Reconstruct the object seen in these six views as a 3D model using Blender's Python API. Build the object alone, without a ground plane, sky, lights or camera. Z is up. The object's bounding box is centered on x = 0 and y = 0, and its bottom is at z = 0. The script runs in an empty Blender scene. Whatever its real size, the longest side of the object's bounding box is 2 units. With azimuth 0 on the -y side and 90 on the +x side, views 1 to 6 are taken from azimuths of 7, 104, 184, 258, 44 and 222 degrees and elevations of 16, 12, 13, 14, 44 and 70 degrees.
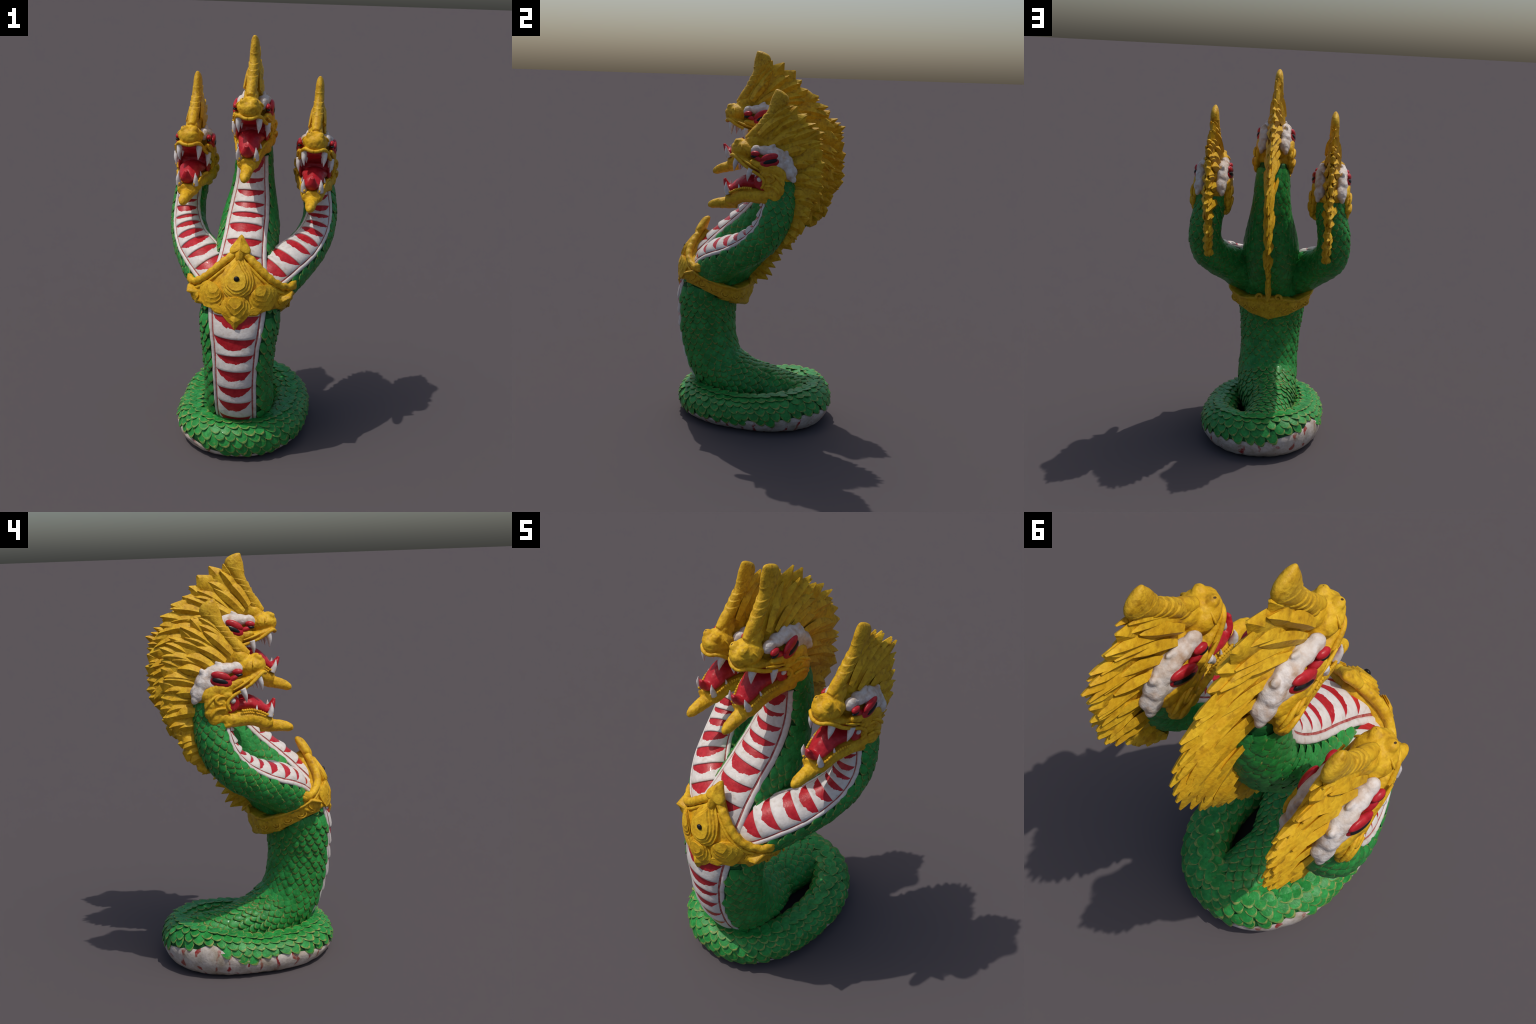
import bpy, bmesh, math, random
import numpy as np
from mathutils import Vector, Matrix, noise

rng = random.Random(7)
V3 = lambda *a: np.array(a, float)
COL = bpy.context.scene.collection

# ------------------------------------------------------------------ materials
def new_mat(name, rough=0.5, coat=0.0):
    m = bpy.data.materials.new(name); m.use_nodes = True
    nt = m.node_tree; b = nt.nodes["Principled BSDF"]
    b.inputs["Roughness"].default_value = rough
    b.inputs["Coat Weight"].default_value = coat
    b.inputs["Specular IOR Level"].default_value = 0.24
    return m, nt, b

def N(nt, t, **kw):
    n = nt.nodes.new(t)
    for k, v in kw.items():
        if k in n.inputs: n.inputs[k].default_value = v
        else: setattr(n, k, v)
    return n

def noise_fac(nt, vec, scale, lo, hi, detail=4.0, a=0.0, b=1.0):
    n = N(nt, "ShaderNodeTexNoise", Scale=scale, Detail=detail)
    nt.links.new(vec, n.inputs["Vector"])
    r = N(nt, "ShaderNodeMapRange")
    for k, v in (("From Min", lo), ("From Max", hi), ("To Min", a), ("To Max", b)): r.inputs[k].default_value = v
    nt.links.new(n.outputs["Fac"], r.inputs["Value"])
    return r.outputs["Result"], n.outputs["Fac"]

def mix(nt, fac, c1, c2):
    m = N(nt, "ShaderNodeMix", data_type="RGBA")
    for sock, c in ((6, c1), (7, c2)):
        if hasattr(c, "links"): nt.links.new(c, m.inputs[sock])
        else: m.inputs[sock].default_value = (*c, 1)
    if hasattr(fac, "links"): nt.links.new(fac, m.inputs[0])
    else: m.inputs[0].default_value = fac
    return m.outputs[2]

def bump(nt, b, height, strength, dist=0.004):
    n = N(nt, "ShaderNodeBump", Strength=strength, Distance=dist)
    nt.links.new(height, n.inputs["Height"]); nt.links.new(n.outputs[0], b.inputs["Normal"])

def painted(name, base, light, dark, dirt, s1=14, s2=70, dirt_at=(0.60, 0.72), rough=0.5, bmp=0.3, bscale=120, coat=0.0, dirt_amt=0.6):
    """enamel paint on cement: two broad tones, fine mottling and scattered grime"""
    m, nt, b = new_mat(name, rough, coat)
    pos = N(nt, "ShaderNodeNewGeometry").outputs["Position"]
    f1, _ = noise_fac(nt, pos, s1, 0.38, 0.64)
    f2, raw = noise_fac(nt, pos, s2, 0.40, 0.68)
    f3, _ = noise_fac(nt, pos, s1 * 2.3, dirt_at[0], dirt_at[1], 6.0, 0, dirt_amt)
    c = mix(nt, f1, base, light)
    g = N(nt, "ShaderNodeMath", operation="MULTIPLY"); g.inputs[1].default_value = 0.45
    nt.links.new(f2, g.inputs[0])
    c = mix(nt, g.outputs[0], c, dark)
    c = mix(nt, f3, c, dirt)
    nt.links.new(c, b.inputs["Base Color"])
    _, h = noise_fac(nt, pos, bscale, 0, 1)
    bump(nt, b, h, bmp)
    return m

GOLD = painted("gold_paint", (0.66, 0.365, 0.012), (0.76, 0.47, 0.022), (0.46, 0.22, 0.007), (0.27, 0.12, 0.006), 18, 75, (0.54, 0.72), 0.55, 0.6, 90, 0.0, 0.6)
GOLD_OLD = painted("gold_paint_worn", (0.63, 0.355, 0.015), (0.72, 0.44, 0.026), (0.40, 0.19, 0.007), (0.25, 0.11, 0.006), 26, 95, (0.54, 0.70), 0.48, 0.6, 110, 0.0, 0.6)
GREEN = painted("green_paint", (0.018, 0.22, 0.038), (0.036, 0.34, 0.070), (0.009, 0.135, 0.025), (0.18, 0.24, 0.045), 22, 80, (0.60, 0.74), 0.42, 0.35, 130, 0.08, 0.5)
RIM = painted("green_scale_rim", (0.060, 0.25, 0.048), (0.19, 0.31, 0.075), (0.022, 0.15, 0.028), (0.36, 0.31, 0.09), 30, 60, (0.50, 0.64), 0.5, 0.3, 130, 0.0, 0.75)
DARK_GREEN = painted("green_dark_gap", (0.007, 0.085, 0.018), (0.012, 0.12, 0.026), (0.005, 0.055, 0.012), (0.03, 0.07, 0.012), 25, 90, rough=0.55)  # darker green for the skin below the scales and for their skirts, reads as dark gaps
WHITE = painted("white_paint", (0.66, 0.61, 0.57), (0.73, 0.69, 0.65), (0.56, 0.50, 0.47), (0.46, 0.36, 0.27), 16, 60, (0.55, 0.76), 0.5, 0.3, 100, 0.0, 0.65)
BROW = painted("brow_white_paint", (0.66, 0.60, 0.55), (0.74, 0.69, 0.66), (0.46, 0.35, 0.26), (0.40, 0.22, 0.10), 11, 55, (0.46, 0.72), 0.55, 0.6, 110, 0.0, 0.75)
RED = painted("red_paint", (0.44, 0.012, 0.022), (0.53, 0.025, 0.035), (0.28, 0.007, 0.012), (0.55, 0.25, 0.22), 30, 80, (0.66, 0.80), 0.36, 0.2, 100, 0.1, 0.3)
LINE = painted("red_line_paint", (0.36, 0.05, 0.05), (0.48, 0.16, 0.14), (0.24, 0.02, 0.02), (0.5, 0.3, 0.25), 40, 120, (0.55, 0.7), 0.5)
BLACK = painted("black_paint", (0.010, 0.010, 0.012), (0.016, 0.016, 0.02), (0.006, 0.006, 0.007), (0.03, 0.03, 0.03), rough=0.3, bmp=0.1)
FANG = painted("ivory_paint", (0.68, 0.64, 0.62), (0.74, 0.71, 0.70), (0.5, 0.44, 0.40), (0.4, 0.3, 0.24), 40, 90, (0.6, 0.75), 0.35, 0.2, 80, 0.1, 0.4)

PIT = painted("nostril_dark_brown", (0.06, 0.03, 0.008), (0.10, 0.05, 0.01), (0.03, 0.015, 0.005), (0.02, 0.01, 0.005))  # very dark brown for the nostrils

def belly_coil_mat():
    """dirty white underside of the coil with narrow red cross strokes"""
    m, nt, b = new_mat("coil_belly_paint", 0.55)
    pos = N(nt, "ShaderNodeNewGeometry").outputs["Position"]
    sep = N(nt, "ShaderNodeSeparateXYZ"); nt.links.new(pos, sep.inputs[0])
    at = N(nt, "ShaderNodeMath", operation="ARCTAN2")
    nt.links.new(sep.outputs[1], at.inputs[0]); nt.links.new(sep.outputs[0], at.inputs[1])
    nz = N(nt, "ShaderNodeTexNoise", Scale=9.0, Detail=3.0); nt.links.new(pos, nz.inputs["Vector"])
    a1 = N(nt, "ShaderNodeMath", operation="MULTIPLY_ADD"); a1.inputs[1].default_value = 0.35
    nt.links.new(nz.outputs["Fac"], a1.inputs[0]); nt.links.new(at.outputs[0], a1.inputs[2])
    a2 = N(nt, "ShaderNodeMath", operation="MULTIPLY"); a2.inputs[1].default_value = 29.0
    nt.links.new(a1.outputs[0], a2.inputs[0])
    sn = N(nt, "ShaderNodeMath", operation="SINE"); nt.links.new(a2.outputs[0], sn.inputs[0])
    r = N(nt, "ShaderNodeMapRange"); r.inputs["From Min"].default_value = 0.80; r.inputs["From Max"].default_value = 0.93
    nt.links.new(sn.outputs[0], r.inputs["Value"])
    patch, _ = noise_fac(nt, pos, 22, 0.44, 0.56)
    mu = N(nt, "ShaderNodeMath", operation="MULTIPLY"); nt.links.new(r.outputs[0], mu.inputs[0]); nt.links.new(patch, mu.inputs[1])
    d1, _ = noise_fac(nt, pos, 16, 0.42, 0.70, 7.0, 0, 0.75)
    d2, h = noise_fac(nt, pos, 70, 0.42, 0.70, 6.0, 0, 0.5)
    c = mix(nt, d2, (0.57, 0.51, 0.46), (0.38, 0.31, 0.25))
    c = mix(nt, mu.outputs[0], c, (0.33, 0.035, 0.035))
    c = mix(nt, d1, c, (0.30, 0.24, 0.16))
    nt.links.new(c, b.inputs["Base Color"]); bump(nt, b, h, 0.5)
    return m
COILW = belly_coil_mat()

# ------------------------------------------------------------------ mesh tools
def mesh(name, verts, faces, mats, fm=None, smooth=True):
    me = bpy.data.meshes.new(name)
    me.from_pydata([tuple(map(float, v)) for v in verts], [], [tuple(map(int, f)) for f in faces])
    for m in (mats if isinstance(mats, (list, tuple)) else [mats]): me.materials.append(m)
    if fm is not None: me.polygons.foreach_set("material_index", list(fm))
    me.polygons.foreach_set("use_smooth", [smooth] * len(me.polygons))
    me.validate(); me.update()
    return me

def fix_normals(me):
    bm = bmesh.new(); bm.from_mesh(me); bmesh.ops.recalc_face_normals(bm, faces=bm.faces[:]); bm.to_mesh(me); bm.free(); return me

def put(name, me, parent, matrix=None, kind=None):
    o = bpy.data.objects.new(name, me); COL.objects.link(o)
    if parent is not None: o.parent = parent
    if matrix is not None: o.matrix_local = matrix
    if kind: o["kind"] = kind
    return o

def empty(name, parent=None, matrix=None):
    o = bpy.data.objects.new(name, None); COL.objects.link(o); o.empty_display_size = 0.05
    if parent is not None: o.parent = parent
    if matrix is not None: o.matrix_local = matrix
    return o

def bake(me, mods, mats):
    """apply a stack of modifiers to a mesh and return the finished mesh"""
    o = bpy.data.objects.new("tmp", me); COL.objects.link(o)
    for t, kw in mods:
        md = o.modifiers.new(t, t)
        for k, v in kw.items(): setattr(md, k, v)
    dg = bpy.context.evaluated_depsgraph_get(); dg.update()
    out = bpy.data.meshes.new_from_object(o.evaluated_get(dg))
    bpy.data.objects.remove(o)
    out.materials.clear()
    for m in (mats if isinstance(mats, (list, tuple)) else [mats]): out.materials.append(m)
    out.polygons.foreach_set("material_index", [0] * len(out.polygons))
    out.polygons.foreach_set("use_smooth", [True] * len(out.polygons))
    return out

def catmull(P, n):
    """n samples of a centripetal-ish spline through the rows of P, even in arc length of the first 3 columns"""
    P = np.array(P, float)
    E = np.vstack([2 * P[0] - P[1], P, 2 * P[-1] - P[-2]]); out = []
    for i in range(1, len(E) - 2):
        t = np.linspace(0, 1, 24, endpoint=False)[:, None]
        a, b, c, d = E[i - 1], E[i], E[i + 1], E[i + 2]
        out.append(.5 * (2 * b + (c - a) * t + (2 * a - 5 * b + 4 * c - d) * t ** 2 + (3 * b - 3 * c + d - a) * t ** 3))
    out = np.vstack(out + [P[-1:]])
    k = min(3, P.shape[1])
    L = np.r_[0, np.cumsum(np.linalg.norm(np.diff(out[:, :k], axis=0), axis=1))]
    s = np.linspace(0, L[-1], n)
    return np.column_stack([np.interp(s, L, out[:, j]) for j in range(out.shape[1])])

def grid_faces(nr, nc, close_c=False, close_r=False, off=0):
    f = []
    for i in range(nr if close_r else nr - 1):
        for j in range(nc if close_c else nc - 1):
            a, b = i * nc + j, i * nc + (j + 1) % nc
            c, d = ((i + 1) % nr) * nc + (j + 1) % nc, ((i + 1) % nr) * nc + j
            f.append((off + a, off + b, off + c, off + d))
    return f

class Build:
    """collects pieces into one mesh"""
    def __init__(s): s.v, s.f, s.m = [], [], []
    def add(s, v, f, m=0):
        o = len(s.v); s.v.extend(list(v)); s.f.extend([tuple(o + i for i in q) for q in f]); s.m.extend([m] * len(f) if isinstance(m, int) else m)
    def mesh(s, name, mats, smooth=True): return mesh(name, s.v, s.f, mats, s.m, smooth)

def loft(rings, cap=True):
    n = len(rings[0]); v = [p for r in rings for p in r]; f = grid_faces(len(rings), n, True)
    if cap:
        f.append(tuple(range(n))[::-1]); f.append(tuple(range((len(rings) - 1) * n, len(rings) * n)))
    return v, f

def ellipsoid(c, r, rot=None, nu=20, nv=12, warp=None):
    v = []; R = np.array(rot) if rot is not None else np.eye(3)
    for i in range(nv + 1):
        ph = math.pi * i / nv
        for j in range(nu):
            th = 2 * math.pi * j / nu
            p = V3(r[0] * math.sin(ph) * math.cos(th), r[1] * math.sin(ph) * math.sin(th), r[2] * math.cos(ph))
            v.append(np.array(c) + R @ p)
    return v, grid_faces(nv + 1, nu, True)

def rotx(d): a = math.radians(d); return np.array([[1, 0, 0], [0, math.cos(a), -math.sin(a)], [0, math.sin(a), math.cos(a)]])
def rotz(d): a = math.radians(d); return np.array([[math.cos(a), -math.sin(a), 0], [math.sin(a), math.cos(a), 0], [0, 0, 1]])
def roty(d): a = math.radians(d); return np.array([[math.cos(a), 0, math.sin(a)], [0, 1, 0], [-math.sin(a), 0, math.cos(a)]])

def pipe(pts, rad, ns=10, n=None, side=None, flat=1.0, tip=False):
    """round bar along pts; rad constant or list; side fixes the wide axis, flat squashes the other"""
    P = np.array(pts, float); rr = np.full(len(P), rad, float) if np.isscalar(rad) else np.array(rad, float)
    C = catmull(np.column_stack([P, rr]), n or max(12, 6 * len(P)))
    T = np.gradient(C[:, :3], axis=0); T /= np.linalg.norm(T, axis=1)[:, None]
    ref = np.array(side, float) if side is not None else V3(1, 0, 0.013)
    rings = []
    for i in range(len(C)):
        a = ref - T[i] * (ref @ T[i]); a /= np.linalg.norm(a); b = np.cross(T[i], a)
        r = max(C[i, 3], 1e-4)
        rings.append([C[i, :3] + r * (math.cos(t) * a + flat * math.sin(t) * b) for t in np.linspace(0, 2 * math.pi, ns, endpoint=False)])
        if side is None: ref = a
    return loft(rings)

# ------------------------------------------------------------------ snake tubes
class Tube:
    """spine rows: x y z half_width half_depth ; belly(t) direction gives theta = 0"""
    def __init__(s, rows, belly, n=160, closed=False):
        s.closed = closed
        if closed:
            R = np.array(rows, float); k = len(R)
            C = catmull(np.vstack([R[-2:], R, R[:3]]), n * 3)
            d = np.linalg.norm(C[:, :3] - R[0, :3], axis=1)
            i0 = np.argmin(d[:len(d) // 2]); i1 = len(d) // 2 + np.argmin(d[len(d) // 2:])
            C = catmull(C[i0:i1 + 1], n + 1)
        else: C = catmull(rows, n)
        s.C = C
        s.T = np.gradient(C[:, :3], axis=0)
        if closed:
            t0 = s.T[0] + s.T[-1]; s.T[0] = t0; s.T[-1] = t0
        s.T /= np.linalg.norm(s.T, axis=1)[:, None]
        s.B = np.array([belly(C[i, :3], s.T[i]) for i in range(len(C))], float)
        s.B -= s.T * np.sum(s.T * s.B, axis=1)[:, None]; s.B /= np.linalg.norm(s.B, axis=1)[:, None]
        s.W = np.cross(s.T, s.B)
        s.L = np.r_[0, np.cumsum(np.linalg.norm(np.diff(C[:, :3], axis=0), axis=1))]
        s.len = s.L[-1]
    def at(s, l):
        l = l % s.len if s.closed else min(max(l, 0), s.len)
        k = np.interp(l, s.L, np.arange(len(s.L))); i = int(min(k, len(s.L) - 2)); f = k - i
        g = lambda A: A[i] * (1 - f) + A[i + 1] * f
        return g(s.C), g(s.T), g(s.B), g(s.W)
    def surf(s, l, th, off=0.0):
        C, T, B, W = s.at(l); a, b = C[3], C[4]
        p = C[:3] + B * math.cos(th) * b + W * math.sin(th) * a
        nrm = B * math.cos(th) / b + W * math.sin(th) / a; nrm /= np.linalg.norm(nrm)
        p = p + nrm * off
        return p, nrm, T
    def inside(s, p, k=0.95):
        d = np.asarray(p) - s.C[:, :3]; t = np.sum(d * s.T, axis=1)
        q = (np.sum(d * s.B, axis=1) / s.C[:, 4]) ** 2 + (np.sum(d * s.W, axis=1) / s.C[:, 3]) ** 2
        step = s.len / len(s.L) * 1.5
        return bool(np.any((np.abs(t) < step) & (q < k * k)))
    def skin(s, nr, nc, mod=None):
        rings = []
        for l in np.linspace(0, s.len, nr, endpoint=not s.closed):
            rings.append([s.surf(l, t)[0] for t in np.linspace(0, 2 * math.pi, nc, endpoint=False)])
        if s.closed:
            v = [p for r in rings for p in r]; return v, grid_faces(nr, nc, True, True)
        return loft(rings)

root = empty("naga_statue")
root["label"] = "three headed green serpent statue with golden crests and red white belly"
root["category"] = "serpent statue"

front = lambda p, t: V3(0, -1, 0) if abs(t[1]) < 0.95 else V3(0, 0, -1)
def trunk_belly(p, t): return np.cross(V3(1, 0, 0), t)      # stays in the middle plane
# trunk and middle neck share one spine, tail end first
TRUNK = Tube([
    (-.015, .30, .112, .118, .100), (-.030, .19, .122, .116, .108), (-.040, .06, .142, .116, .118), (-.012, -.085, .185, .150, .126),
    (0, -.211, .272, .160, .141), (0, -.264, .420, .158, .146), (0, -.277, .560, .165, .150), (0, -.270, .690, .182, .157),
    (0, -.220, .810, .180, .166), (0, -.140, .912, .152, .158), (0, -.055, 1.000, .141, .150), (0, .025, 1.085, .140, .138),
    (0, .082, 1.180, .121, .124), (0, .116, 1.280, .099, .108), (0, .122, 1.380, .088, .098), (0, .118, 1.460, .082, .086),
    (0, .110, 1.525, .070, .068)], trunk_belly, 220)
def side_belly(sg):
    def f(p, t):
        k = min(max((p[2] - .86) / .30, 0), 1)
        return V3(-.25 * sg * (1 - k), -1, .75 * (1 - k) + .15)
    return f
SIDE = {}
for sg in (1, -1):
    SIDE[sg] = Tube([(sg * .055, -.224, .805, .115, .104), (sg * .145, -.178, .870, .116, .108), (sg * .220, -.100, .929, .107, .102),
                     (sg * .283, -.003, .978, .093, .088), (sg * .323, .091, 1.037, .085, .083), (sg * .338, .156, 1.112, .078, .080),
                     (sg * .332, .189, 1.200, .075, .080), (sg * .316, .197, 1.285, .073, .079), (sg * .307, .192, 1.360, .073, .077), (sg * .305, .185, 1.410, .064, .062)], side_belly(sg), 150)

ring_rows = []
for k in range(20):
    a = 2 * math.pi * k / 20
    sx, sy = math.cos(a), math.sin(a)
    e = 0.93
    x = .240 * math.copysign(abs(sx) ** e, sx); y = .008 + .338 * math.copysign(abs(sy) ** e, sy)
    back = max(0, sy); left = max(0, -sx)
    q = abs(math.sin(2 * a)) * ((.014 if sx > 0 else .005) if sy > 0 else (-.004 if sx > 0 else .017))
    x += q * sx; y += q * sy
    hz = .088 + .019 * back + .016 * left * back
    ring_rows.append((x, y, hz, .085 + .008 * back, hz))
RING = Tube(ring_rows, lambda p, t: V3(0, 0, -1), 200, closed=True)

# ---- skins
def body_part(name, tube, nr, nc, parent):
    v, f = tube.skin(nr, nc)
    return put(name, fix_normals(mesh(name, v, f, DARK_GREEN)), parent)
body = body_part("trunk", TRUNK, 150, 56, root)
necks = {sg: body_part("neck", SIDE[sg], 90, 40, root) for sg in (1, -1)}

# coil: green above, dirty white band below whose border wanders
def white_edge(x, y):
    """height of the white band on the outside of the coil for a given direction"""
    a = math.degrees(math.atan2(x, -y)) % 360            # 0 front, 90 +x, 180 back
    z = np.interp(a, [0, 40, 90, 125, 150, 180, 205, 225, 250, 270, 290, 325, 360],
                  [.022, .045, .072, .085, .115, .108, .150, .185, .115, .108, .118, .085, .022])
    return z + .010 * noise.noise(Vector((x * 14, y * 14, 3.0)))
def coil_mesh():
    nr, nc = 170, 48; v, fm = [], []
    for l in np.linspace(0, RING.len, nr, endpoint=False):
        for t in np.linspace(0, 2 * math.pi, nc, endpoint=False):
            p = RING.surf(l, t)[0]
            p = p + V3(0, 0, 0.006) * 0
            if p[2] < .022: p[2] = .022 * (p[2] / .022) ** 2 if p[2] > 0 else 0
            v.append(p)
    return mesh("coil", v, grid_faces(nr, nc, True, True), DARK_GREEN)
coil = put("coil", fix_normals(coil_mesh()), root)
def coil_white():
    """a plaster skin 3 mm proud of the coil, from the ground up to the wandering border"""
    nr, nk = 260, 10; v = []
    for l in np.linspace(0, RING.len, nr, endpoint=False):
        C, T, B, W = RING.at(l)
        out = 1 if (W @ V3(C[0], C[1], 0)) > 0 else -1
        zt = white_edge(C[0] * 1.4, C[1] * 1.3)
        tt = math.acos(max(-1, min(1, (C[2] - zt) / C[4])))
        for k in range(nk + 1):
            u = k / nk; th = out * (0.12 + (tt - 0.12) * u)
            off = .0055 if 0 < k < nk else -.004
            p = RING.surf(l, th, off + .003 * noise.noise(Vector((C[0] * 30, C[1] * 30, u * 4))))[0]; p[2] = max(p[2], .0)
            v.append(p)
    return mesh("coil_belly", v, grid_faces(nr, nk + 1, False, True), COILW)
put("coil_belly", fix_normals(coil_white()), coil)

# ------------------------------------------------------------------ belly strips
def strip_half(tube, l, is_trunk):
    """angular half widths (plates, rail outer edge)"""
    z = tube.at(l)[0][2]
    if is_trunk:
        p = np.interp(z, [.1, .3, .6, .75, .95, 1.1, 1.3, 1.5], [.48, .52, .56, .64, .62, .58, .66, .72])
        r = np.interp(z, [.1, .3, .6, .75, .95, 1.1, 1.3, 1.5], [.62, .68, .74, .84, .84, .80, .98, 1.05])
    else:
        p = np.interp(z, [.8, .95, 1.1, 1.25, 1.4], [.72, .78, .66, .58, .62]); r = p + np.interp(z, [.8, 1.0, 1.2, 1.4], [.22, .26, .30, .34])
    return float(p), float(r)

def belly_strip(tube, cuts, l0, l1, is_trunk, parent):
    mid = []
    # red ground below the plates
    nl = 90; v = []
    for l in np.linspace(l0, l1, nl):
        p, r = strip_half(tube, l, is_trunk)
        for u in np.linspace(-1, 1, 15): v.append(tube.surf(l, u * (p + .06), .0035)[0])
    put("belly_groove", mesh("belly_groove", v, grid_faces(nl, 15), LINE), parent)
    # white side rails
    for sd in (-1, 1):
        rings = []
        for l in np.linspace(l0, l1, nl):
            p, r = strip_half(tube, l, is_trunk); m, h = (p + .045 + r) / 2, (r - p - .045) / 2
            wob = .012 * noise.noise(Vector((l * 22, sd * 3.0, 1.0)))
            rings.append([tube.surf(l, sd * (m + wob + h * c), o)[0] for c, o in ((-1, -.004), (-.85, .0045), (-.3, .0075), (.4, .007), (.9, .004), (1.05, -.004))])
        vv, ff = loft(rings); put("belly_rail", fix_normals(mesh("belly_rail", vv, ff, WHITE)), parent)
    # plates, shingled towards the tail
    nu = 34
    for i in range(len(cuts) - 1):
        a, b = cuts[i], cuts[i + 1]; d = b - a
        ph = rng.uniform(0, 50); dep = rng.uniform(.52, .74); cur = rng.uniform(-.02, .10); skew = rng.uniform(-.08, .08)
        U = np.linspace(-1, 1, nu)
        low = [a - d * (cur * (1 - u * u)) + skew * d * u * .5 for u in U]                   # free edge
        top = [b + d * .10 + skew * d * u * .5 for u in U]
        redl = [b - d * (dep * max(0, 1 - abs(u) ** 2.2) ** .8 - .02 + .09 * noise.noise(Vector((u * 4, ph, 0))) + .06 * noise.noise(Vector((u * 13, ph, 4)))) + skew * d * u * .5 for u in U]
        def row(ls, off):
            return [tube.surf(l, u * strip_half(tube, l, is_trunk)[0], off * (1 - .55 * abs(u) ** 6))[0] for l, u in zip(ls, U)]
        B = Build()
        lerp = lambda A, C, k: [x * (1 - k) + y * k for x, y in zip(A, C)]
        rows = [row(low, .001), row(low, .0095), row(lerp(low, redl, .06), .0120), row(lerp(low, redl, .25), .0125), row(lerp(low, redl, .55), .0105), row(lerp(low, redl, .85), .0082), row(redl, .0072)]
        B.add([p for r in rows for p in r], grid_faces(len(rows), nu), 0)
        rows = [row(redl, .0072), row(lerp(redl, top, .4), .0060), row(lerp(redl, top, .8), .0052), row(top, .004)]
        B.add([p for r in rows for p in r], grid_faces(len(rows), nu), 1)
        put("belly_plate", fix_normals(B.mesh("belly_plate", [WHITE, RED])), parent)

def l_at(tube, z, lo=0):
    i = [k for k in range(len(tube.L)) if tube.L[k] >= lo and tube.C[k, 2] >= z][0]; return tube.L[i]
lt0 = .52
def first_len(tube, f): return tube.L[[k for k in range(len(tube.L)) if f(tube.C[k])][0]]
lt0 = first_len(TRUNK, lambda c: c[1] < -.04)      # where the belly comes out from the coil
lt1 = first_len(TRUNK, lambda c: c[2] > 1.42)
def cuts_between(a, b, d0, d1):
    n = max(2, int(round((b - a) / ((d0 + d1) / 2)))); w = np.linspace(d0, d1, n); w *= (b - a) / w.sum()
    w = [x * rng.uniform(.93, 1.07) for x in w]; return list(a + np.r_[0, np.cumsum(w)])
belly_strip(TRUNK, cuts_between(lt0, lt1, .072, .088), lt0, lt1, True, body)
for sg in (1, -1):
    t = SIDE[sg]; a = first_len(t, lambda c: c[2] > .84); b = first_len(t, lambda c: c[2] > 1.34)
    belly_strip(t, cuts_between(a, b, .078, .062), a, b, False, necks[sg])

# ------------------------------------------------------------------ scales
def scale_template(seed):
    """rounded shield: root at v=0, free edge at v=1, domed, with a raised pale rim and a skirt"""
    r = random.Random(seed); nu, nv = 9, 7; v, f, m = [], [], []
    for i in range(nv):
        y = i / (nv - 1)
        for j in range(nu):
            q = -1 + 2 * j / (nu - 1)
            yy = y * (1 - .44 * abs(q) ** 2.6 * (.35 + .65 * y))            # rounded free edge
            xx = .54 * q * (.86 + .30 * math.sin(math.pi * min(yy, .9))) * (1 - .10 * y)
            zz = .01 + .15 * yy + .12 * (1 - q * q) * (.4 + .6 * math.sin(math.pi * min(1, y * .9)))
            if (i == nv - 1 or j in (0, nu - 1)) and y > .3: zz -= .015
            zz += r.uniform(-.012, .012)
            v.append((xx, yy * 1.42 - .42, zz))
    f = grid_faces(nv, nu)
    for i in range(nv - 1):
        for j in range(nu - 1): m.append(1 if (i == nv - 2 or (j in (0, nu - 2) and i >= 3)) else 0)
    loop = [i * nu for i in range(nv)] + [(nv - 1) * nu + j for j in range(1, nu)] + [i * nu + nu - 1 for i in range(nv - 2, -1, -1)]
    o = len(v)
    for k in loop: x, y, z = v[k]; v.append((x, y - .012, z - .16))
    for k in range(len(loop) - 1): f.append((loop[k], loop[k + 1], o + k + 1, o + k)); m.append(2)
    return v, f, m
TEMPL = [scale_template(s) for s in range(4)]
TMESH = [fix_normals(mesh("scale", v, f, [GREEN, RIM, DARK_GREEN], m)) for v, f, m in TEMPL]

scale_list = []            # (size, matrix, template, host)
def place(p, nrm, down, sx, sy, sz, host):
    y = down - nrm * (down @ nrm); y /= np.linalg.norm(y); x = np.cross(y, nrm)
    tw = rng.uniform(-.14, .14); x, y = x * math.cos(tw) + y * math.sin(tw), y * math.cos(tw) - x * math.sin(tw)
    k = rng.uniform(.94, 1.08)
    M = np.eye(4); M[:3, 0] = x * sx * k; M[:3, 1] = y * sy * k * rng.uniform(.93, 1.1); M[:3, 2] = nrm * sz * rng.uniform(.8, 1.25); M[:3, 3] = p + nrm * .001
    scale_list.append((sx * rng.uniform(.9, 1.1), M, rng.randrange(4), host))

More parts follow.
